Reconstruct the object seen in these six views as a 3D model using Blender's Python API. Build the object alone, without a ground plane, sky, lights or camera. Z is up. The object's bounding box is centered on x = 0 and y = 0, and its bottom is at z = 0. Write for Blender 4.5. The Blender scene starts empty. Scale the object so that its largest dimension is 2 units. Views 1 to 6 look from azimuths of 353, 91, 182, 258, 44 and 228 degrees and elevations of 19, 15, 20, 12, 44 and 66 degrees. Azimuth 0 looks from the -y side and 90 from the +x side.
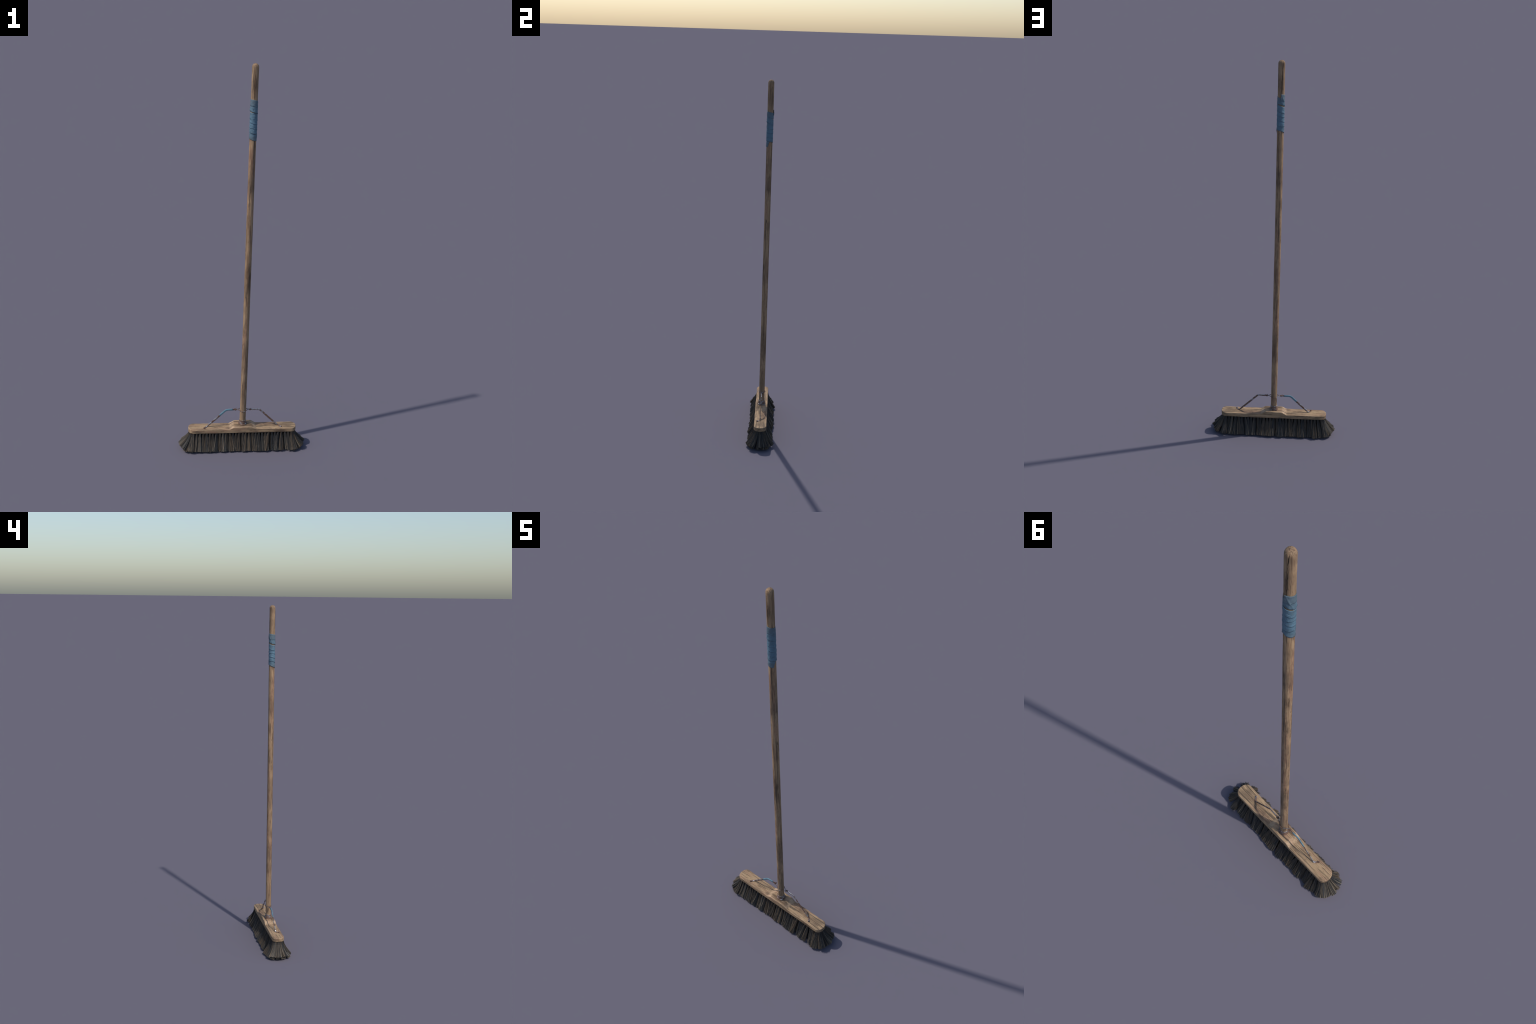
# Push broom: round wooden handle with a tape wrap, wooden head with a raised
# socket, metal ferrule, a bent strap brace on either side and flared tufts.
import bpy, math, random
import numpy as np
from mathutils import Vector, Matrix, noise as mnoise

random.seed(7)
rng = np.random.default_rng(7)
scene = bpy.context.scene

# ------------------------------------------------------------------ helpers
def link(obj, parent=None, mats=()):
    scene.collection.objects.link(obj)
    if parent is not None:
        obj.parent = parent
    for m in mats:
        obj.data.materials.append(m)
    return obj


def mesh_from(name, verts, faces, smooth=True):
    me = bpy.data.meshes.new(name)
    me.from_pydata([tuple(v) for v in verts], [], [tuple(f) for f in faces])
    me.update()
    if smooth:
        me.polygons.foreach_set("use_smooth", [True] * len(me.polygons))
    return me


def add_mesh(name, verts, faces, parent, mat, smooth=True):
    return link(bpy.data.objects.new(name, mesh_from(name, verts, faces, smooth)), parent, [mat])


def grid_faces(rows, cols, wrap=True):
    f = []
    for i in range(rows - 1):
        a, b = i * cols, (i + 1) * cols
        for j in range(cols if wrap else cols - 1):
            k = (j + 1) % cols
            f.append((a + j, a + k, b + k, b + j))
    return f


def sstep(a, b, x):
    t = np.clip((np.asarray(x, float) - a) / (b - a), 0, 1)
    return t * t * (3 - 2 * t)


def n3(p, s=1.0, oct=2):
    return mnoise.fractal(Vector((p[0] * s, p[1] * s, p[2] * s)), 1.0, 2.0, oct)


# ------------------------------------------------------------------ node helper
class Mat:
    def __init__(self, name):
        self.m = bpy.data.materials.new(name)
        self.m.use_nodes = True
        self.t = self.m.node_tree
        self.b = next(n for n in self.t.nodes if n.type == "BSDF_PRINCIPLED")
        self.tc = self.t.nodes.new("ShaderNodeTexCoord")
        self.obj = self.tc.outputs["Object"]

    def _in(self, sock, v):
        if isinstance(v, bpy.types.NodeSocket):
            self.t.links.new(v, sock)
        elif isinstance(v, (tuple, list)) and sock.type == "RGBA" and len(v) == 3:
            sock.default_value = (*v, 1)
        else:
            sock.default_value = v

    def math(self, op, a, b=0.0, clamp=False):
        n = self.t.nodes.new("ShaderNodeMath")
        n.operation, n.use_clamp = op, clamp
        self._in(n.inputs[0], a)
        self._in(n.inputs[1], b)
        return n.outputs[0]

    def mapping(self, scale=(1, 1, 1), loc=(0, 0, 0), vec=None):
        n = self.t.nodes.new("ShaderNodeMapping")
        n.inputs["Scale"].default_value = scale
        n.inputs["Location"].default_value = loc
        self._in(n.inputs["Vector"], vec or self.obj)
        return n.outputs[0]

    def noise(self, scale, stretch=(1, 1, 1), detail=4.0, rough=0.55, loc=(0, 0, 0), distort=0.0):
        n = self.t.nodes.new("ShaderNodeTexNoise")
        self._in(n.inputs["Vector"], self.mapping(stretch, loc))
        n.inputs["Scale"].default_value = scale
        n.inputs["Detail"].default_value = detail
        n.inputs["Roughness"].default_value = rough
        n.inputs["Distortion"].default_value = distort
        return n.outputs["Fac"]

    def ramp(self, fac, stops, interp="LINEAR"):
        n = self.t.nodes.new("ShaderNodeValToRGB")
        n.color_ramp.interpolation = interp
        e = n.color_ramp.elements
        while len(e) < len(stops):
            e.new(0.5)
        for el, (p, c) in zip(e, stops):
            el.position = p
            el.color = (*c, 1) if isinstance(c, (tuple, list)) else (c, c, c, 1)
        self._in(n.inputs[0], fac)
        return n.outputs[0]

    def mix(self, fac, a, b, blend="MIX"):
        n = self.t.nodes.new("ShaderNodeMix")
        n.data_type, n.blend_type = "RGBA", blend
        self._in(n.inputs[0], fac)
        self._in(n.inputs[6], a)
        self._in(n.inputs[7], b)
        return n.outputs[2]

    def xyz(self, vec=None):
        n = self.t.nodes.new("ShaderNodeSeparateXYZ")
        self._in(n.inputs[0], vec or self.obj)
        return n.outputs

    def window(self, v, a, b, soft):
        """1 between a and b, falling to 0 over soft."""
        lo = self.math("DIVIDE", self.math("SUBTRACT", v, a - soft / 2), soft, True)
        hi = self.math("DIVIDE", self.math("SUBTRACT", b + soft / 2, v), soft, True)
        return self.math("MULTIPLY", lo, hi)

    def maxall(self, items):
        out = items[0]
        for i in items[1:]:
            out = self.math("MAXIMUM", out, i)
        return out

    def bump(self, height, dist, strength=1.0):
        n = self.t.nodes.new("ShaderNodeBump")
        n.inputs["Distance"].default_value = dist
        n.inputs["Strength"].default_value = strength
        self._in(n.inputs["Height"], height)
        self._in(self.b.inputs["Normal"], n.outputs[0])

    def out(self, color=None, rough=None, metal=None, spec=None):
        for k, v in (("Base Color", color), ("Roughness", rough), ("Metallic", metal), ("Specular IOR Level", spec)):
            if v is not None:
                self._in(self.b.inputs[k], v)
        return self.m


# ------------------------------------------------------------------ cracks (shared by relief and colour)
# along one axis s: centre line t(s) = t_mid + slope*(s - s_mid) + wobble, half width w tapering to the ends
def wobble(s, ph):
    return 0.00045 * np.sin(s * 130 + ph) + 0.00028 * np.sin(s * 290 + 2.1 * ph)


def crack_value(s, t, s0, t0, s1, t1, w, ph):
    sm, h = (s0 + s1) / 2, abs(s1 - s0) / 2
    slope = (t1 - t0) / (s1 - s0)
    d = np.abs(t - ((t0 + t1) / 2 + slope * (s - sm) + wobble(s, ph)))
    wt = w * np.clip(1 - ((s - sm) / h) ** 2, 0, 1)
    return np.clip((wt - d) / 0.0005 + 0.3, 0, 1) * (wt > 0)


def crack_nodes(M, s, t, s0, t0, s1, t1, w, ph):
    sm, h = (s0 + s1) / 2, abs(s1 - s0) / 2
    slope = (t1 - t0) / (s1 - s0)
    ds = M.math("SUBTRACT", s, sm)
    wob = M.math("ADD",
                 M.math("MULTIPLY", M.math("SINE", M.math("ADD", M.math("MULTIPLY", s, 130.0), ph)), 0.00045),
                 M.math("MULTIPLY", M.math("SINE", M.math("ADD", M.math("MULTIPLY", s, 290.0), 2.1 * ph)), 0.00028))
    c = M.math("ADD", M.math("ADD", M.math("MULTIPLY", ds, slope), (t0 + t1) / 2), wob)
    d = M.math("ABSOLUTE", M.math("SUBTRACT", t, c))
    q = M.math("DIVIDE", ds, h)
    wt = M.math("MULTIPLY", M.math("SUBTRACT", 1.0, M.math("MULTIPLY", q, q), True), w)
    v = M.math("ADD", M.math("DIVIDE", M.math("SUBTRACT", wt, d), 0.0005), 0.3, True)
    return M.math("MULTIPLY", v, M.math("GREATER_THAN", wt, 0.00001))


# handle: (azimuth top, z top, azimuth bottom, z bottom, half width, depth, phase)
HANDLE_CRACKS = [
    (-95, 1.985, -97, 1.835, 0.0011, 0.0022, 0.4), (-80, 1.93, -92, 1.80, 0.0006, 0.0012, 2.0),
    (122, 1.999, 112, 1.950, 0.0012, 0.0020, 1.2), (116, 1.965, 104, 1.82, 0.0011, 0.0020, 3.1),
    (140, 1.90, 138, 1.80, 0.0005, 0.0009, 5.0),
    (183, 1.405, 192, 1.345, 0.0010, 0.0018, 0.9), (157, 1.340, 152, 1.27, 0.0009, 0.0016, 2.2),
    (196, 1.36, 198, 1.25, 0.0005, 0.0010, 0.2), (150, 1.14, 142, 1.09, 0.0006, 0.0012, 4.4),
    (150, 0.893, 138, 0.722, 0.0008, 0.0016, 1.7), (140, 0.655, 136, 0.525, 0.0008, 0.0016, 2.9),
    (126, 0.41, 128, 0.30, 0.0006, 0.0012, 0.6), (-12, 1.24, -20, 1.05, 0.0007, 0.0010, 3.6),
    (-22, 0.69, -18, 0.56, 0.0006, 0.0010, 1.1), (-92, 0.605, -80, 0.40, 0.0006, 0.0011, 5.3),
    (-88, 1.50, -96, 1.36, 0.0006, 0.0009, 4.1), (-100, 1.45, -112, 1.33, 0.0005, 0.0008, 0.1),
    (-78, 0.26, -80, 0.15, 0.0006, 0.0008, 2.6), (-104, 0.24, -102, 0.15, 0.0004, 0.0007, 1.6),
    (60, 1.66, 66, 1.60, 0.0006, 0.0010, 1.9), (-70, 1.645, -66, 1.60, 0.0006, 0.0010, 2.9),
    (-14, 1.246, -16, 1.222, 0.0020, 0.0012, 1.3), (185, 1.24, 186, 1.225, 0.0012, 0.0010, 0.3), (15, 1.53, 12, 1.42, 0.0006, 0.0009, 3.9),
]
RH = 0.0162
# head: (x0, y0, x1, y1, half width, depth, phase)
HEAD_CRACKS = [
    (-0.262, 0.006, -0.205, 0.004, 0.0007, 0.0012, 0.3), (-0.275, -0.012, -0.225, -0.014, 0.0007, 0.0012, 1.3),
    (-0.150, 0.011, -0.030, 0.017, 0.0009, 0.0013, 2.3), (-0.155, -0.004, -0.070, 0.000, 0.0006, 0.0010, 3.3),
    (-0.165, -0.013, -0.085, -0.010, 0.0006, 0.0010, 4.3), (-0.140, 0.004, -0.065, 0.006, 0.0005, 0.0009, 0.8),
    (0.010, -0.026, 0.062, -0.011, 0.0008, 0.0013, 0.9), (0.120, -0.017, 0.200, -0.019, 0.0006, 0.0011, 1.9),
    (0.225, -0.006, 0.272, -0.004, 0.0007, 0.0012, 2.9), (0.235, 0.012, 0.268, 0.014, 0.0006, 0.0010, 3.9),
    (0.205, -0.022, 0.262, -0.024, 0.0006, 0.0010, 4.9), (0.075, 0.009, 0.160, 0.006, 0.0006, 0.0009, 5.9),
    (0.175, 0.014, 0.255, 0.010, 0.0006, 0.0010, 0.5), (-0.240, 0.022, -0.170, 0.020, 0.0005, 0.0009, 1.5),
    (-0.120, 0.024, -0.045, 0.021, 0.0006, 0.0010, 2.5), (0.060, -0.024, 0.140, -0.027, 0.0005, 0.0008, 3.5),
    (0.085, -0.002, 0.170, -0.005, 0.0005, 0.0008, 4.5),
]


def wood(name, along):
    """Weathered beech: soft tan bands, grey stains, thin dark grain along one axis."""
    M = Mat(name)
    x, y, z = M.xyz()
    def st(k):  # stretch: squeeze the long axis
        return tuple(k if "XYZ"[i] == along else 1.0 for i in range(3))
    broad = M.noise(34, st(0.14), 4, 0.55, (3.1, 0.7, 1.9), 0.4)
    fine = M.noise(260, st(0.035), 5, 0.65, (0, 4, 2))
    veins = M.noise(170, st(0.035), 4, 0.6, (7, 1, 5), 0.25)
    cloud = M.noise(24, st(0.45), 5, 0.6, (1, 8, 3))
    figure = M.noise(34, st(0.13), 2, 0.45, (5, 5, 9), 0.3)
    base = M.ramp(broad, [(0.32, (0.215, 0.135, 0.085)), (0.44, (0.335, 0.218, 0.135)), (0.54, (0.385, 0.258, 0.160)),
                          (0.62, (0.335, 0.200, 0.130)), (0.72, (0.390, 0.250, 0.155))])
    # growth rings cut by the surface: contour lines of a slow noise
    ring = M.math("FRACT", M.math("MULTIPLY", figure, 13.0))
    ring = M.ramp(ring, [(0.0, 0.0), (0.70, 0.12), (0.90, 1.0), (1.0, 0.0)])
    col = M.mix(M.math("MULTIPLY", ring, 0.42), base, M.mix(1.0, base, (0.50, 0.42, 0.40), "MULTIPLY"))
    col = M.mix(M.ramp(fine, [(0.30, 0.95), (0.52, 0.0)]), col, M.mix(1.0, col, (0.48, 0.45, 0.46), "MULTIPLY"))
    # grey stain clouds
    stain = M.ramp(cloud, [(0.50, 0.0), (0.60, 0.75), (0.70, 1.0)])
    if along == "Z":
        w = [(1.378, 1.482, 0.05, 0.85), (1.552, 1.592, 0.03, 0.5), (0.868, 1.008, 0.03, 0.6),
             (0.415, 0.598, 0.06, 0.7), (0.16, 0.33, 0.06, 0.45), (0.715, 0.80, 0.04, 0.3), (1.13, 1.17, 0.03, 0.3), (1.86, 1.93, 0.05, 0.5)]
        zz = M.math("ADD", z, M.math("MULTIPLY", M.math("SUBTRACT", M.noise(70, (1, 1, 0.4), 3, 0.5, (2, 2, 2)), 0.5), 0.07))
        bands = M.maxall([M.math("MULTIPLY", M.window(zz, a, b, s), k) for a, b, s, k in w])
        bands = M.math("MULTIPLY", bands, M.math("ADD", M.math("MULTIPLY", cloud, 1.5), 0.12), True)
        stain = M.math("MAXIMUM", M.math("MULTIPLY", stain, 0.65), bands)
    else:
        # grey weathering where dirt sat: x, y, half sizes, strength
        spots = [(-0.075, -0.022, 0.030, 0.012, 0.8), (0.135, -0.027, 0.040, 0.010, 0.9), (0.235, 0.016, 0.055, 0.022, 0.65), (0.0, 0.0, 0.036, 0.034, 0.55),
                 (-0.215, -0.020, 0.03, 0.010, 0.5), (-0.120, 0.020, 0.035, 0.012, 0.6), (0.070, 0.025, 0.035, 0.012, 0.7), (0.205, -0.005, 0.02, 0.02, 0.6)]
        ms = []
        for sx, sy, rx, ry, k in spots:
            ex = M.math("DIVIDE", M.math("SUBTRACT", x, sx), rx)
            ey = M.math("DIVIDE", M.math("SUBTRACT", y, sy), ry)
            rad = M.math("ADD", M.math("MULTIPLY", ex, ex), M.math("MULTIPLY", ey, ey))
            edge = M.math("ADD", M.math("MULTIPLY", cloud, 3.2), -0.9)
            ms.append(M.math("MULTIPLY", M.math("MULTIPLY", M.math("SUBTRACT", edge, rad), 1.8, True), k))
        stain = M.math("MAXIMUM", M.math("MULTIPLY", stain, 0.9), M.maxall(ms))
    col = M.mix(stain, col, M.mix(1.0, col, (0.47, 0.48, 0.54), "MULTIPLY"))
    # long dark veins
    vein = M.ramp(veins, [(0.37, 1.0), (0.425, 0.0)])
    col = M.mix(M.math("MULTIPLY", vein, 0.8), col, (0.085, 0.060, 0.045))
    # pale worn streaks
    col = M.mix(M.math("MULTIPLY", M.ramp(M.noise(90, st(0.10), 3, 0.5, (9, 9, 1)), [(0.58, 0.0), (0.72, 1.0)]), 0.45), col, (0.45, 0.305, 0.205))
    masks = []
    if along == "Z":
        for a0, z0, a1, z1, w, d, ph in HANDLE_CRACKS:
            am = math.radians((a0 + a1) / 2)
            t = M.math("ADD", M.math("MULTIPLY", x, -math.sin(am)), M.math("MULTIPLY", y, math.cos(am)))
            facing = M.math("GREATER_THAN", M.math("ADD", M.math("MULTIPLY", x, math.cos(am)), M.math("MULTIPLY", y, math.sin(am))), 0.0015)
            half = RH * math.radians(a0 - a1) / 2
            masks.append(M.math("MULTIPLY", crack_nodes(M, z, t, z0, half, z1, -half, w, ph), facing))
    else:
        for x0, y0, x1, y1, w, d, ph in HEAD_CRACKS:
            masks.append(crack_nodes(M, x, y, x0, y0, x1, y1, w, ph))
        lines = M.ramp(M.noise(330, (0.018, 1, 1), 2, 0.5, (2, 7, 3)), [(0.33, 1.0), (0.40, 0.0)])
        col = M.mix(M.math("MULTIPLY", lines, 0.6), col, (0.10, 0.072, 0.055))
        # pale tint on tilted faces: edges and the slopes of the socket
        geo = M.t.nodes.new("ShaderNodeNewGeometry")
        nz = M.xyz(geo.outputs["Normal"])[2]
        pale_edge = M.math("MULTIPLY", M.window(nz, 0.45, 0.90, 0.16), M.ramp(cloud, [(0.40, 1.0), (0.58, 0.25)]))
        col = M.mix(M.math("MULTIPLY", pale_edge, 0.75), col, (0.47, 0.320, 0.225))
        # dirt line low on the long sides
        up = M.window(z, 0.0955, 0.099, 0.004)
        col = M.mix(M.math("MULTIPLY", up, 0.45), col, (0.12, 0.085, 0.06))
    crack = M.maxall(masks)
    col = M.mix(M.math("MULTIPLY", crack, 0.88), col, (0.035, 0.027, 0.023))
    h = M.math("SUBTRACT", M.math("MULTIPLY", fine, 0.6), M.math("MULTIPLY", vein, 0.6))
    M.bump(h, 0.0014, 0.85)
    col = M.mix(1.0, col, (1.05, 1.06, 1.02) if along == "Z" else (1.08, 1.12, 1.06), "MULTIPLY")
    return M.out(col, 0.82, 0.0, 0.22)


def worn_metal(name, rust_amount=0.5, steel=(0.46, 0.47, 0.50)):
    M = Mat(name)
    a = M.noise(62, (1, 1, 1), 4, 0.55, (2, 5, 1))
    b = M.noise(420, (1, 1, 1), 3, 0.6)
    f = M.math("ADD", M.math("MULTIPLY", a, 0.88), M.math("MULTIPLY", b, 0.12))
    lo = 0.56 - 0.14 * rust_amount
    rust = M.ramp(f, [(lo - 0.02, 0.0), (lo + 0.03, 1.0)])
    if name == "rusted_collar_metal":                    # bare zinc left on the rims
        z = M.xyz()[2]
        rims = M.maxall([M.window(z, 0.1545, 0.162, 0.003), M.window(z, 0.1445, 0.147, 0.0016)])
        rims = M.math("MULTIPLY", rims, M.ramp(a, [(0.42, 0.9), (0.58, 0.1)]))
        rust = M.math("SUBTRACT", M.math("MAXIMUM", rust, 0.25), rims, True)
    rustcol = M.mix(b, (0.075, 0.042, 0.032), (0.200, 0.115, 0.080))
    col = M.mix(rust, M.mix(b, steel, tuple(c * 0.75 for c in steel)), rustcol)
    M.bump(M.math("ADD", rust, b), 0.0004, 0.5)
    return M.out(col, M.math("ADD", M.math("MULTIPLY", rust, 0.42), 0.40), M.math("SUBTRACT", 0.75, M.math("MULTIPLY", rust, 0.65)))


def tape_material(name, faded=True, tint=(0.108, 0.182, 0.238)):
    M = Mat(name)
    x, y, z = M.xyz()
    a = M.noise(45, (1, 1, 1.6), 4, 0.6)
    b = M.noise(330, (1, 1, 1), 3, 0.6, (4, 4, 4))
    dark = tuple(c * 0.72 for c in tint)
    col = M.mix(M.ramp(a, [(0.35, 0.0), (0.65, 1.0)]), dark, tint)
    col = M.mix(M.ramp(b, [(0.58, 0.0), (0.72, 0.35)]), col, tuple(c * 0.5 for c in tint))
    if faded:
        ends = M.maxall([M.window(z, 1.806, 1.86, 0.02), M.window(z, 1.62, 1.668, 0.02)])
        col = M.mix(M.math("MULTIPLY", ends, 0.62), col, (0.098, 0.128, 0.150))
        mid = M.window(z, 1.69, 1.765, 0.05)
        col = M.mix(M.math("MULTIPLY", mid, 0.35), col, (0.104, 0.208, 0.295))
    dirt = M.noise(110, (1, 1, 2.2), 4, 0.6, (3, 1, 8))
    col = M.mix(M.ramp(dirt, [(0.56, 0.0), (0.70, 0.55)]), col, (0.095, 0.105, 0.110))
    M.bump(b, 0.0004, 0.4)
    return M.out(col, 0.62, 0.0, 0.35)


def bristle_material(name):
    M = Mat(name)
    geo = M.t.nodes.new("ShaderNodeNewGeometry")
    rnd = geo.outputs["Random Per Island"]
    info = M.t.nodes.new("ShaderNodeObjectInfo")
    x, y, z = M.xyz()
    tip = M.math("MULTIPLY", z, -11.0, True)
    body = M.ramp(rnd, [(0.0, (0.024, 0.027, 0.031)), (0.42, (0.035, 0.036, 0.037)), (0.52, (0.066, 0.055, 0.044)), (1.0, (0.112, 0.091, 0.069))])
    straw = M.math("GREATER_THAN", rnd, 0.925)            # a few pale strands, palest at the tip
    tone = M.ramp(info.outputs["Random"], [(0.0, (0.66, 0.74, 0.84)), (0.30, (0.88, 0.88, 0.90)), (0.6, (1.12, 1.00, 0.88)), (0.9, (1.20, 1.06, 0.92)), (1.0, (1.7, 1.7, 1.65))])
    col = M.mix(1.0, body, tone, "MULTIPLY")
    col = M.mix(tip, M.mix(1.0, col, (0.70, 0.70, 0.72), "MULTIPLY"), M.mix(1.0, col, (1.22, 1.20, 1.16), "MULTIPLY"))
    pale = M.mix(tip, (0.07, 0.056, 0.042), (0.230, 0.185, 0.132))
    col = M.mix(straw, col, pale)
    return M.out(col, 0.62, 0.0, 0.3)


WOOD_H, WOOD_B = wood("handle_wood", "Z"), wood("head_wood", "X")
METAL, RUSTY = worn_metal("worn_zinc", 0.82, (0.40, 0.41, 0.44)), worn_metal("rusty_steel", 0.85)
FERRULE, WIRE = worn_metal("rusted_collar_metal", 1.05, (0.40, 0.40, 0.42)), worn_metal("dull_wire_metal", 0.75, (0.30, 0.31, 0.33))
TAPE, SLEEVE = tape_material("blue_tape"), tape_material("blue_sleeve", False, (0.130, 0.245, 0.305))
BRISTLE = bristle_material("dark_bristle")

# ------------------------------------------------------------------ the broom
broom = bpy.data.objects.new("push_broom", None)
link(broom)
broom["label"] = "wide wooden push broom with taped handle and dark bristles"
broom["category"] = "push broom"

# ---- handle: a slightly lumpy turned rod with a domed top and split grain
H0, H1, DOME = 0.138, 2.0, 0.0175
zs = list(np.arange(H0, H1 - DOME, 0.0022)) + [H1 - DOME + DOME * math.sin(a) for a in np.linspace(0, math.pi / 2, 14)[:-1]]
NA = 132
verts = []
for z in zs:
    r = RH - 0.0002 * (1 - z / 2)
    if z > H1 - DOME:
        q = (z - (H1 - DOME)) / DOME
        r *= math.sqrt(max(0.0, 1 - q ** 2.15))
    cx = 0.0006 * math.sin(z * 3.1 + 0.4)
    for j in range(NA):
        a = 2 * math.pi * j / NA
        lump = 0.00032 * n3((math.cos(a) * 0.9, math.sin(a) * 0.9, z * 13.0), 1.0, 3)
        grain = 0.00022 * n3((math.cos(a) * 9, math.sin(a) * 9, z * 9.0), 1.0, 2)
        verts.append([r + lump + grain, a, z, cx])
V = np.array(verts)
rr, aa, zz = V[:, 0].copy(), V[:, 1], V[:, 2]
for a0, z0, a1, z1, w, depth, ph in HANDLE_CRACKS:
    am = math.radians((a0 + a1) / 2)
    t = RH * np.sin(aa - am)
    half = RH * math.radians(a0 - a1) / 2
    rr -= depth * crack_value(zz, t, z0, half, z1, -half, w, ph) * (np.cos(aa - am) > 0.2)
P = np.stack([rr * np.cos(aa) + V[:, 3], rr * np.sin(aa), zz], 1)
faces = grid_faces(len(zs), NA)
P = np.vstack([P, [[V[-1, 3], 0, H1]]])
last = (len(zs) - 1) * NA
faces += [(last + j, last + (j + 1) % NA, len(P) - 1) for j in range(NA)]
handle = add_mesh("handle", P, faces, broom, WOOD_H)

# ---- tape: one strip wound down the handle, edges given by angle -> lower edge height
TH_START, TH_END, TAPE_W = 93.0, 2505.0, 0.0310
KEY_T = [93, 270, 360, 450, 540, 630, 720, 810, 900, 990, 1080, 1350, 1710, 2070, 2160, 2250, 2340, 2430, 2520]
KEY_Z = [1.8110, 1.8035, 1.7990, 1.7925, 1.7840, 1.7775, 1.7690, 1.7555, 1.7465, 1.7440, 1.7400, 1.7240, 1.7010, 1.6790,
         1.6735, 1.6675, 1.6560, 1.6460, 1.6405]
NV = 11
tape_rows = np.linspace(0, 1, 680)
tv = []
for u in tape_rows:
    for k in range(NV):
        v = k / (NV - 1)                       # 0 upper edge, 1 lower edge
        th = TH_START - 4 * v + u * (TH_END - TH_START + 14 - 34 * v + 4 * v)
        zb = float(np.interp(th, KEY_T, KEY_Z))
        edge = 0.0026 * (n3((th * 0.0085, 3.0, v * 0.5), 1.0, 3)) * sstep(950, 1050, th) * (1 - sstep(2150, 2300, th)) + 0.0006 * n3((th * 0.03, 1.0, v), 1.0, 2)
        z = zb + TAPE_W * (1 - v) + edge
        r = 0.01690 + 0.0010 * v * (0.75 + 0.5 * n3((th * 0.006, 9.0, 2.0), 1.0, 2))
        r += 0.0013 * math.exp(-((th - 800) / 95) ** 2) * (1 - v) ** 2      # loose rim below the gap
        r += 0.0006 * math.exp(-((th - 560) / 120) ** 2) * v
        r += 0.0005 * float(sstep(0.82, 1.0, v)) * max(0.0, 0.6 + n3((th * 0.012, 4.0, 4.0), 1.0, 2) * 2)
        flap = max(0.0, 1 - (th - TH_START) / 30)
        r += 0.0022 * flap ** 1.5
        r += 0.0016 * math.exp(-((th - 99 - 42 * v) / 8) ** 2) * (0.3 + v) # diagonal fold of the loose start
        r += 0.0014 * math.exp(-((th - 492 - 40 * v) / 8) ** 2) * (0.2 + v) # running on into the next turn
        tail = max(0.0, 1 - (TH_END - 10 - 20 * v - th) / 25)
        r += 0.0006 * tail
        r += 0.00075 * n3((th * 0.017, v * 2.6, 1.0), 1.0, 3)
        fold = n3((th * 0.013 + 20, v * 1.5 + th * 0.004, 7.0), 1.0, 2)
        r += 0.0014 * max(0.0, 1 - abs(fold) / 0.045) * (0.3 + 0.7 * v)      # thin creases
        a = math.radians(th)
        tv.append((r * math.cos(a), r * math.sin(a), z))
tape = add_mesh("tape_wrap", tv, grid_faces(len(tape_rows), NV, False), broom, TAPE)
sol = tape.modifiers.new("thickness", "SOLIDIFY")
sol.thickness, sol.offset = 0.0009, 0.0

# ---- head: rounded plank with a raised socket in the middle
ZB, ZT, HUMP, HW = 0.0965, 0.1188, 0.0152, 0.0348


def outline_width(ax):
    return HW * max(0.0, 1 - max(0.0, (ax - 0.2555) / 0.0250) ** 2.2) ** (1 / 2.2) if ax > 0.2555 else HW


def top_z(x, y):
    h = HUMP * (1 - sstep(0.0415, 0.0745, abs(x)))
    side = 1 - 0.16 * sstep(0.017, 0.036, -y)            # front shoulder is worn rounder
    return ZT + h * side


# outline: right end, back, left end, front (counter clockwise), evenly fine
pts = []
ang = np.linspace(-math.pi / 2, math.pi / 2, 90)
for a in ang:                                             # right end
    e = 0.2555 + 0.0292 * abs(math.cos(a)) ** (2 / 2.2)
    pts.append((e, HW * math.copysign(abs(math.sin(a)) ** (2 / 2.2), a)))
for x in np.linspace(0.2555, -0.2555, 470)[1:-1]:
    pts.append((x, HW))
for a in ang[::-1]:
    e = 0.2555 + 0.0292 * abs(math.cos(a)) ** (2 / 2.2)
    pts.append((-e, HW * math.copysign(abs(math.sin(a)) ** (2 / 2.2), a)))
for x in np.linspace(-0.2555, 0.2555, 470)[1:-1]:
    pts.append((x, -HW))
NO = len(pts)
# worn dents: (x, y, z, rx, ry, rz, depth)
DENTS = [(-0.056, 0.035, 0.130, 0.012, 0.006, 0.006, 0.0028), (-0.074, 0.035, 0.121, 0.008, 0.006, 0.004, 0.0016),
         (0.160, -0.035, 0.117, 0.014, 0.006, 0.004, 0.0022), (0.186, -0.034, 0.117, 0.007, 0.006, 0.003, 0.0018),
         (-0.180, 0.035, 0.118, 0.020, 0.005, 0.004, 0.0014), (0.110, 0.035, 0.118, 0.018, 0.005, 0.004, 0.0010),
         (-0.222, 0.035, 0.118, 0.012, 0.005, 0.004, 0.0013), (-0.110, -0.035, 0.118, 0.02, 0.006, 0.004, 0.0010),
         (0.215, -0.035, 0.118, 0.015, 0.005, 0.004, 0.0014), (-0.061, -0.018, 0.131, 0.013, 0.014, 0.008, 0.0010),
         (0.235, 0.035, 0.118, 0.015, 0.005, 0.004, 0.0012), (-0.200, -0.035, 0.099, 0.02, 0.005, 0.004, 0.0010)]
rings = []                                                # (inset, z fraction) bottom seam -> side -> bevel -> top seam
BV, BB = 0.0028, 0.0018
prof = [("b", t) for t in (0.0, 0.3, 0.6, 0.85)]
prof += [("cb", a) for a in np.linspace(0, 1, 4)]
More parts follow.
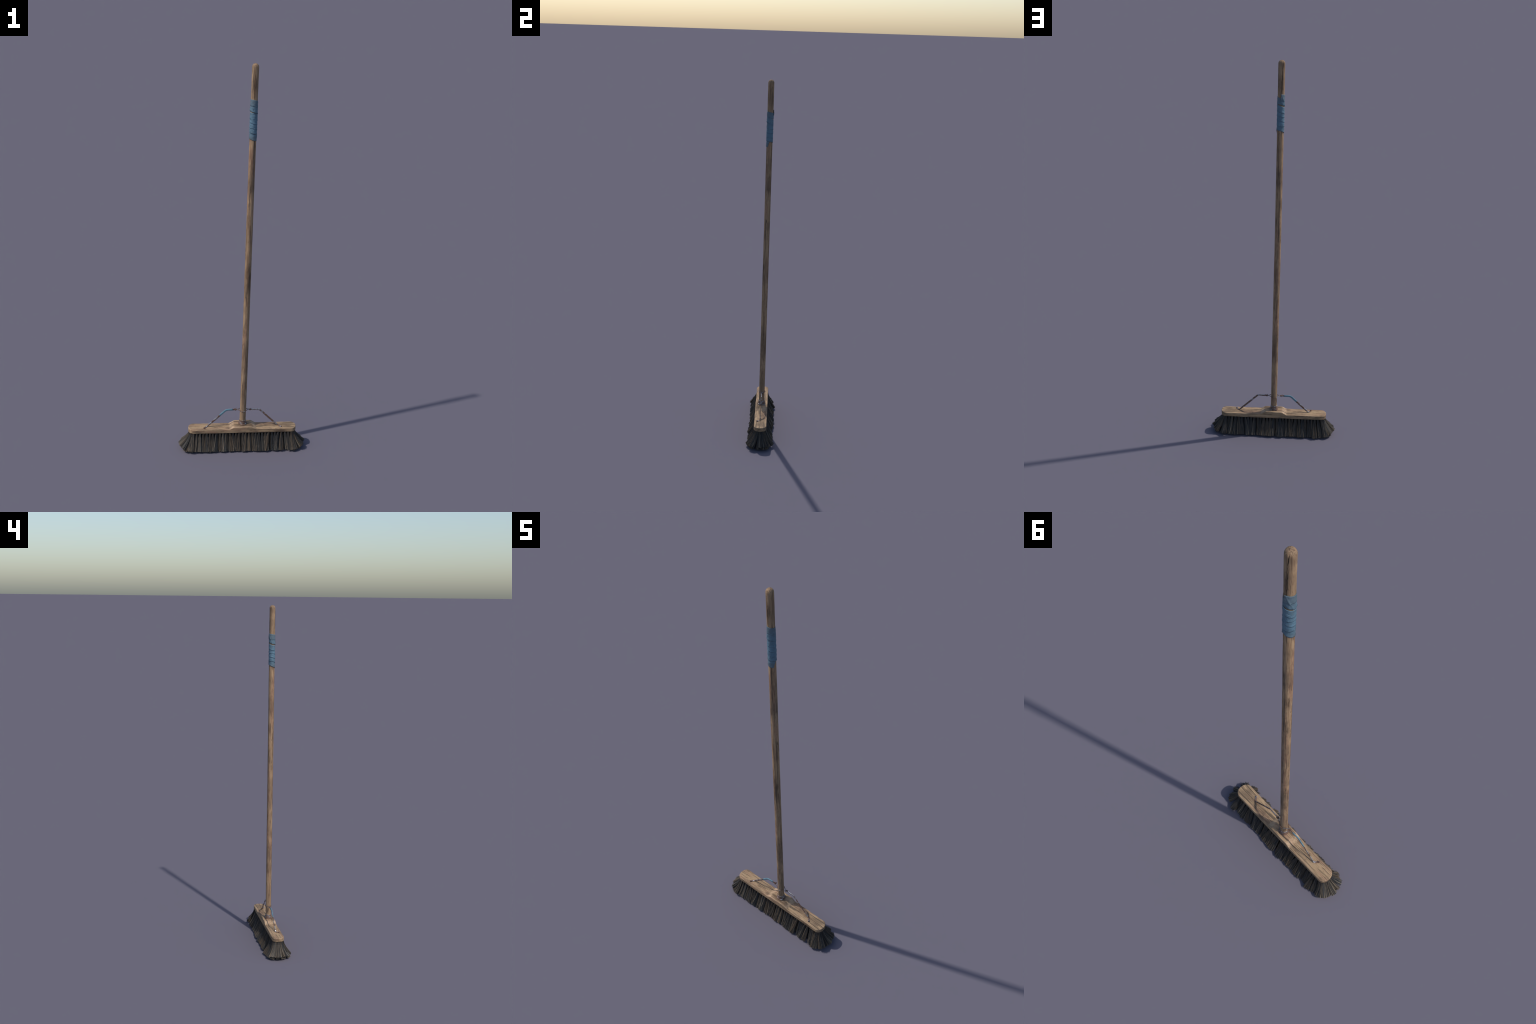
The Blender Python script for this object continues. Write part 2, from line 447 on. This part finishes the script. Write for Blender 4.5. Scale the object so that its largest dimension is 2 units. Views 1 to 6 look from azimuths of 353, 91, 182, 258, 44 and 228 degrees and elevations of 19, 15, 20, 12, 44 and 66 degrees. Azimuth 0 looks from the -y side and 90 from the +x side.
prof += [("s", t) for t in np.linspace(0.15, 0.85, 6)]
prof += [("ct", a) for a in np.linspace(0, 1, 7)]
prof += [("t", t) for t in np.linspace(0.02, 1.0, 34)]
hv = []
for kind, q in prof:
    for X, Y in pts:
        xc = max(-0.247, min(0.247, X))
        front = 1.0 + 1.0 * (Y < 0) * (1 - sstep(0.05, 0.09, abs(X)))
        bv = BV * front
        dx, dy = X - xc, Y
        L = math.hypot(dx, dy) or 1.0

        def at(inset):
            k = max(0.0, 1 - inset / L)
            return xc + dx * k, dy * k
        if kind == "b":
            x, y = at((1 - q) * (L - BB) + BB); z = ZB
        elif kind == "cb":
            x, y = at(BB * (1 - math.sin(q * math.pi / 2))); z = ZB + BB * (1 - math.cos(q * math.pi / 2))
        elif kind == "s":
            x, y = X, Y
            z = ZB + BB + q * (top_z(X, Y) - bv - ZB - BB)
        elif kind == "ct":
            x, y = at(bv * (1 - math.cos(q * math.pi / 2)))
            z = top_z(x, y) - bv * (1 - math.sin(q * math.pi / 2))
        else:
            x, y = at(bv + q * (L - bv)); z = top_z(x, y)
        nx, ny = (dx / L, dy / L)
        out = {"b": 0.0, "cb": 0.7, "s": 1.0, "ct": 1.0 - q * 0.75, "t": 0.0}[kind]
        upw = {"b": 0.0, "cb": 0.0, "s": 0.0, "ct": q, "t": 1.0}[kind]
        g = 0.00050 * n3((x * 9, y * 70, z * 70), 1.0, 2) + 0.00028 * n3((x * 22, y * 30, z * 30 + 5), 1.0, 3)
        x, y, z = x + nx * g * out, y + ny * g * out, z + g * 0.8 * upw
        for ox, oy, oz, rx, ry, rz, dep in DENTS:
            e = ((x - ox) / rx) ** 2 + ((y - oy) / ry) ** 2 + ((z - oz) / rz) ** 2
            if e < 6:
                k = dep * math.exp(-e) * (1 + 0.8 * n3((x * 160, y * 160, z * 160), 1, 2))
                y -= ny * k * 0.8
                z -= k * 0.8 * (0.3 + 0.7 * upw)
        if kind in ("t", "ct"):
            for x0, y0, x1, y1, w, dep, ph in HEAD_CRACKS:
                if min(x0, x1) < x < max(x0, x1):
                    z -= dep * float(crack_value(x, y, x0, y0, x1, y1, w, ph)) * upw
        hv.append((x, y, z))
hf = grid_faces(len(prof), NO)
head = add_mesh("brush_head", hv, hf, broom, WOOD_B)

# ---- ferrule: short tube with a bead and a rolled flange, lathed
def lathe(name, profile, parent, mat, n=72, jitter=0.0, origin=(0, 0, 0)):
    vs = []
    for i, (r, z) in enumerate(profile):
        for j in range(n):
            a = 2 * math.pi * j / n
            q = r + jitter * n3((math.cos(a) * 2.5, math.sin(a) * 2.5, z * 120), 1, 2)
            vs.append((origin[0] + q * math.cos(a), origin[1] + q * math.sin(a), origin[2] + z + jitter * 0.6 * n3((math.cos(a) * 2, math.sin(a) * 2, 9.0), 1, 2)))
    return add_mesh(name, vs, grid_faces(len(profile), n), parent, mat)


ferrule = lathe("ferrule", [
    (0.0165, 0.1590), (0.0178, 0.1592), (0.0183, 0.1586), (0.0183, 0.1570), (0.0180, 0.1562), (0.0181, 0.1480),
    (0.0186, 0.1472), (0.0190, 0.1462), (0.0190, 0.1452), (0.0187, 0.1444), (0.0188, 0.1405), (0.0194, 0.1392), (0.0206, 0.1386),
    (0.0220, 0.1388), (0.0229, 0.1380), (0.0231, 0.1366), (0.0228, 0.1350), (0.0224, 0.1338), (0.0224, 0.1318), (0.0150, 0.1318)],
    broom, FERRULE, 96, 0.0004)
for k in range(6):                                       # nail heads round the flange
    a = math.radians(20 + 60 * k)
    nail = lathe("flange_nail", [(0.0001, 0.0010), (0.0010, 0.0008), (0.0014, 0.0001), (0.0014, -0.0010)], ferrule, RUSTY, 12,
                 0.0, (0.0209 * math.cos(a), 0.0209 * math.sin(a), 0.1389))

# ------------------------------------------------------------------ brace
def smooth_path(points, radius, seg=5):
    """Polyline with its inner corners rounded; extra values per point are interpolated."""
    pts = [np.array(p, float) for p in points]
    out = [pts[0]]
    for a, b, c in zip(pts, pts[1:], pts[2:]):
        la, lc = np.linalg.norm((a - b)[:3]), np.linalg.norm((c - b)[:3])
        ra, rc = min(radius, la * 0.45) / la, min(radius, lc * 0.45) / lc
        p, q = b + (a - b) * ra, b + (c - b) * rc
        for t in np.linspace(0, 1, seg + 1):
            out.append((1 - t) ** 2 * p + 2 * t * (1 - t) * b + t * t * q)
    out.append(pts[-1])
    dense = [out[0]]
    for a, b in zip(out, out[1:]):
        n = max(1, int(np.linalg.norm((b - a)[:3]) / 0.004))
        dense += [a + (b - a) * k / n for k in range(1, n + 1)]
    return np.array(dense)


def strap(path, n=20, power=3.0, jit=0.0):
    """Sweep a flattened section; path rows are x, y, z, half height, half thickness."""
    pts = path[:, :3]
    T = np.gradient(pts, axis=0)
    T /= np.linalg.norm(T, axis=1)[:, None]
    vs = []
    for p, t, (h, k) in zip(pts, T, path[:, 3:5]):
        B = np.cross((0, 0, 1.0), t)
        B /= np.linalg.norm(B)
        Nn = np.cross(t, B)
        for j in range(n):
            a = 2 * math.pi * j / n
            c, s = math.cos(a), math.sin(a)
            e = 2 / power
            q = p + Nn * h * math.copysign(abs(s) ** e, s) + B * k * math.copysign(abs(c) ** e, c)
            if jit:
                q = q + np.array(B) * jit * n3(q, 160, 2)
            vs.append(q)
    f = grid_faces(len(pts), n)
    f += [tuple(range(n - 1, -1, -1)), tuple(range((len(pts) - 1) * n, len(pts) * n))]
    return vs, f


def tube(points, r, n=10, closed=False):
    pts = np.array(points, float)
    T = (np.roll(pts, -1, 0) - np.roll(pts, 1, 0)) if closed else np.gradient(pts, axis=0)
    T /= np.linalg.norm(T, axis=1)[:, None]
    ref = np.array((0.13, 0.21, 0.97))
    vs = []
    for p, t in zip(pts, T):
        ref = ref - t * (ref @ t)
        ref /= np.linalg.norm(ref)
        b = np.cross(t, ref)
        for j in range(n):
            a = 2 * math.pi * j / n
            vs.append(p + r * (ref * math.cos(a) + b * math.sin(a)))
    f = grid_faces(len(pts), n)
    if closed:
        o = (len(pts) - 1) * n
        f += [(o + j, o + (j + 1) % n, (j + 1) % n, j) for j in range(n)]
    else:
        f += [tuple(range(n - 1, -1, -1)), tuple(range((len(pts) - 1) * n, len(pts) * n))]
    return vs, f


brace = bpy.data.objects.new("brace", None)
link(brace, broom)
for sx in (-1, 1):
    foot = 0.1887
    arm_pts = [(sx * 0.0345, 0.0010, 0.2164, 0.0036, 0.0014), (sx * 0.046, 0.0006, 0.2166, 0.0046, 0.0015),
               (sx * 0.088, -0.0010, 0.2163, 0.0048, 0.0016), (sx * 0.150, -0.0016, 0.1560, 0.0049, 0.0016),
               (sx * 0.180, -0.0016, 0.1283, 0.0044, 0.0018), (sx * foot, -0.0018, 0.1212, 0.0014, 0.0042),
               (sx * 0.1955, -0.0100, 0.1202, 0.0010, 0.0042), (sx * 0.2045, -0.0215, 0.1202, 0.0010, 0.0042)]
    vs, f = strap(smooth_path(arm_pts, 0.010), jit=0.0003)
    arm = add_mesh("brace_arm", vs, f, brace, METAL)
    # screw with a domed head
    lathe("screw", [(0.0001, 0.0044), (0.0020, 0.0041), (0.0036, 0.0029), (0.0043, 0.0012), (0.0043, -0.0004), (0.0020, -0.0008), (0.0018, -0.009)],
          arm, METAL if sx < 0 else RUSTY, 20, 0.0, (sx * 0.2018, -0.0183, 0.1214))
    # wire binding where loop and strap meet: short coil with two bent ends
    ph = 0.6 if sx < 0 else 2.2
    coil = []
    for t in np.linspace(0, 1, 60):
        a = 2 * math.pi * 3.2 * t + ph
        rad = 0.0042 + 0.0008 * math.sin(5 * t + ph)
        coil.append((sx * (0.0350 + 0.0085 * t), 0.0010 + rad * 1.15 * math.cos(a), 0.2164 + rad * 1.05 * math.sin(a)))
    for end in (0, -1):
        d = np.array(coil[end]) - np.array((coil[end][0], 0.001, 0.2164))
        d /= np.linalg.norm(d)
        ext = [np.array(coil[end]) + d * q for q in (0.0016, 0.0032, 0.0048)]
        coil = ([tuple(e) for e in ext[::-1]] + coil) if end == 0 else (coil + [tuple(e) for e in ext])
    vs, f = tube(coil, 0.0012, 8)
    add_mesh("wire_binding", vs, f, arm, RUSTY)
    if sx < 0:
        sl = [(-0.0535, 0.0003, 0.2166, 0.0050, 0.0026), (-0.0885, -0.0010, 0.2161, 0.0054, 0.0028), (-0.1215, -0.0013, 0.1840, 0.0052, 0.0027)]
        vs, f = strap(smooth_path(sl, 0.011), 24, 2.4, 0.0003)
        add_mesh("grip_sleeve", vs, f, arm, SLEEVE)
# wire loop hugging the handle
loop = []
RL = 0.0182
tang = math.acos(RL / 0.0225)
for s in (-1, 1):
    side = []
    for t in np.linspace(0, 1, 7)[:-1]:                  # left crossing -> tangent point
        ax, ay = -0.0345, 0.0
        bx, by = -RL * math.cos(tang), s * RL * math.sin(tang)
        side.append((ax + (bx - ax) * t, ay + (by - ay) * t))
    for a in np.linspace(math.pi - tang, tang, 22):
        side.append((RL * math.cos(a), s * RL * math.sin(a)))
    for t in np.linspace(0, 1, 7)[1:]:
        bx, by = RL * math.cos(tang), s * RL * math.sin(tang)
        side.append((bx + (0.0345 - bx) * t, by - by * t))
    side = side if s < 0 else side[::-1]
    for x, y in side[:-1]:
        loop.append((x, y + 0.0008, 0.2166 - 0.0052 * (1 - sstep(0.003, 0.022, abs(x)))))
vs, f = tube(loop, 0.0017, 10, True)
add_mesh("wire_loop", vs, f, brace, WIRE)

# ------------------------------------------------------------------ bristle tufts
def tuft_mesh(name, flare, length, count, spread, seed, droop, curve=1.35):
    """One bundle: strands leave a drilled hole together and splay outward (local +Y)."""
    R = np.random.default_rng(seed)
    vs, fs = [], []
    seg, sides = 5, 4
    ts = np.linspace(0, 1, seg)
    fans = R.normal(0, 0.55, 4)                           # sub-bundles so that the splay is streaky
    for i in range(count):
        a = R.uniform(0, 2 * math.pi)
        q = math.sqrt(R.uniform(0, 1))
        bx, by = q * math.cos(a), q * math.sin(a)
        clump = fans[int(R.integers(0, 4))]
        tx = (bx * 0.72 + clump * 0.5) * spread + R.normal(0, 0.0011)
        ty = flare * (0.90 + 0.10 * by) + R.normal(0, 0.0015)
        L = length * (1 + 0.005 * R.normal()) + droop * (1 - by) * 0.5
        tz = -math.sqrt(max(1e-5, L * L - ty * ty - tx * tx))
        w = R.uniform(0.0006, 0.0011)
        rot = R.uniform(0, 2 * math.pi)
        sway = R.normal(0, 0.0016)
        o = len(vs)
        for t in ts:
            px = bx * 0.0046 * (1 - t) + tx * (t ** 1.1) + sway * math.sin(math.pi * t)
            py = by * 0.0046 * (1 - t) + ty * (t ** curve)
            pz = tz * t
            rad = w * (0.85 + 0.25 * t)
            for k in range(sides):
                g = rot + 2 * math.pi * k / sides
                vs.append((px + rad * math.cos(g), py + rad * math.sin(g), pz + (0.0006 * math.cos(g) if t == 1 else 0)))
        for s in range(seg - 1):
            for k in range(sides):
                k2 = (k + 1) % sides
                fs.append((o + s * sides + k, o + (s + 1) * sides + k, o + (s + 1) * sides + k2, o + s * sides + k2))
        e = o + (seg - 1) * sides
        fs.append(tuple(e + k for k in range(sides)))
    me = mesh_from(name, vs, fs, False)
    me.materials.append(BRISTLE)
    return me, np.array(vs)


side_set = [tuft_mesh("side_tuft", 0.0415, 0.1010, 92, 0.0150, 100 + i, 0.003) for i in range(12)]
end_set = [tuft_mesh("end_tuft", 0.0575, 0.0925, 96, 0.0135, 200 + i, 0.004, 1.55) for i in range(6)]
corner_set = [tuft_mesh("corner_tuft", 0.0485, 0.0950, 96, 0.0135, 250 + i, 0.004, 1.45) for i in range(6)]
under_set = [tuft_mesh("under_tuft", 0.0655, 0.1190, 90, 0.0135, 350 + i, 0.0, 1.4) for i in range(5)]
under_corner_set = [tuft_mesh("under_corner_tuft", 0.0500, 0.1110, 90, 0.0135, 380 + i, 0.0, 1.4) for i in range(4)]
mid_set = [tuft_mesh("middle_tuft", 0.0300, 0.1015, 64, 0.0150, 300 + i, 0.0) for i in range(6)]
core_set = [tuft_mesh("core_tuft", 0.0060, 0.0985, 50, 0.0120, 400 + i, 0.0) for i in range(4)]
ROOT_Z = 0.0985


def plant(kind, x, y, heading, lean, twist_lean, sc):
    me, V = random.choice(kind)
    ob = bpy.data.objects.new("tuft", me)
    M = Matrix.Translation((x, y, ROOT_Z)) @ Matrix.Rotation(heading, 4, "Z") @ Matrix.Rotation(lean, 4, "X") @ Matrix.Rotation(twist_lean, 4, "Y") @ Matrix.Diagonal((random.choice((-1, 1)) * sc, sc, sc, 1))
    A = np.array(M)
    zmin = (V @ A[2, :3] + A[2, 3]).min()
    if zmin < 0:                                          # trim to the floor
        M = Matrix.Translation((0, 0, ROOT_Z)) @ Matrix.Diagonal((1, 1, (ROOT_Z - 0.0008) / (ROOT_Z - zmin), 1)) @ Matrix.Translation((0, 0, -ROOT_Z)) @ M
    link(ob, head)
    ob.matrix_world = M
    return ob


PITCH, NS = 0.0172, 31
for s in (-1, 1):
    for i in range(NS):
        x = (i - (NS - 1) / 2) * PITCH
        head_dir = 0 if s > 0 else math.pi
        # towards the ends the bundles start to fan round the corner
        turn = -s * math.copysign(0.55 * float(sstep(0.19, 0.262, abs(x))), x)
        if i % 2 == 0:
            pair = random.gauss(0, 0.03)                  # neighbouring bundles bend together
        k = math.sin(i * 1.9 + s) * 0.05 + random.gauss(0, 0.05)
        plant(side_set, x, s * 0.0282, head_dir + turn, pair + random.gauss(0, 0.025), k - (0.018 if i % 2 else -0.018), random.uniform(0.955, 1.03))
    for i in range(NS - 1):
        x = (i + 0.5 - (NS - 1) / 2) * PITCH
        turn = -s * math.copysign(0.45 * float(sstep(0.19, 0.262, abs(x))), x)
        plant(mid_set, x, s * 0.0150, (0 if s > 0 else math.pi) + turn, random.gauss(0, 0.03), random.gauss(0, 0.06), random.uniform(0.97, 1.02))
for i in range(NS - 2):
    plant(core_set, (i - (NS - 3) / 2) * PITCH, 0.0, 0.0, random.gauss(0, 0.04), random.gauss(0, 0.04), 1.0)
for s in (-1, 1):
    for a in np.radians([-72, -54, -38, -23, -8, 8, 23, 38, 54, 72]):
        x, y = s * (0.2520 + 0.0225 * math.cos(a) ** 0.8), 0.0285 * math.sin(a) / math.sin(math.radians(72)) * 0.95
        heading = math.atan2(math.sin(a), s * math.cos(a)) - math.pi / 2
        plant(end_set if abs(a) < 0.75 else corner_set, x, y, heading, random.gauss(0, 0.03), random.gauss(0, 0.06), random.uniform(0.98, 1.03))
    for a in np.radians([-62, -36, -12, 12, 36, 62]):
        x, y = s * (0.249 + 0.011 * math.cos(a)), 0.019 * math.sin(a)
        heading = math.atan2(math.sin(a), s * math.cos(a)) - math.pi / 2
        plant(under_set if abs(a) < 0.75 else under_corner_set, x, y, heading, random.gauss(0, 0.03), random.gauss(0, 0.05), 1.0)
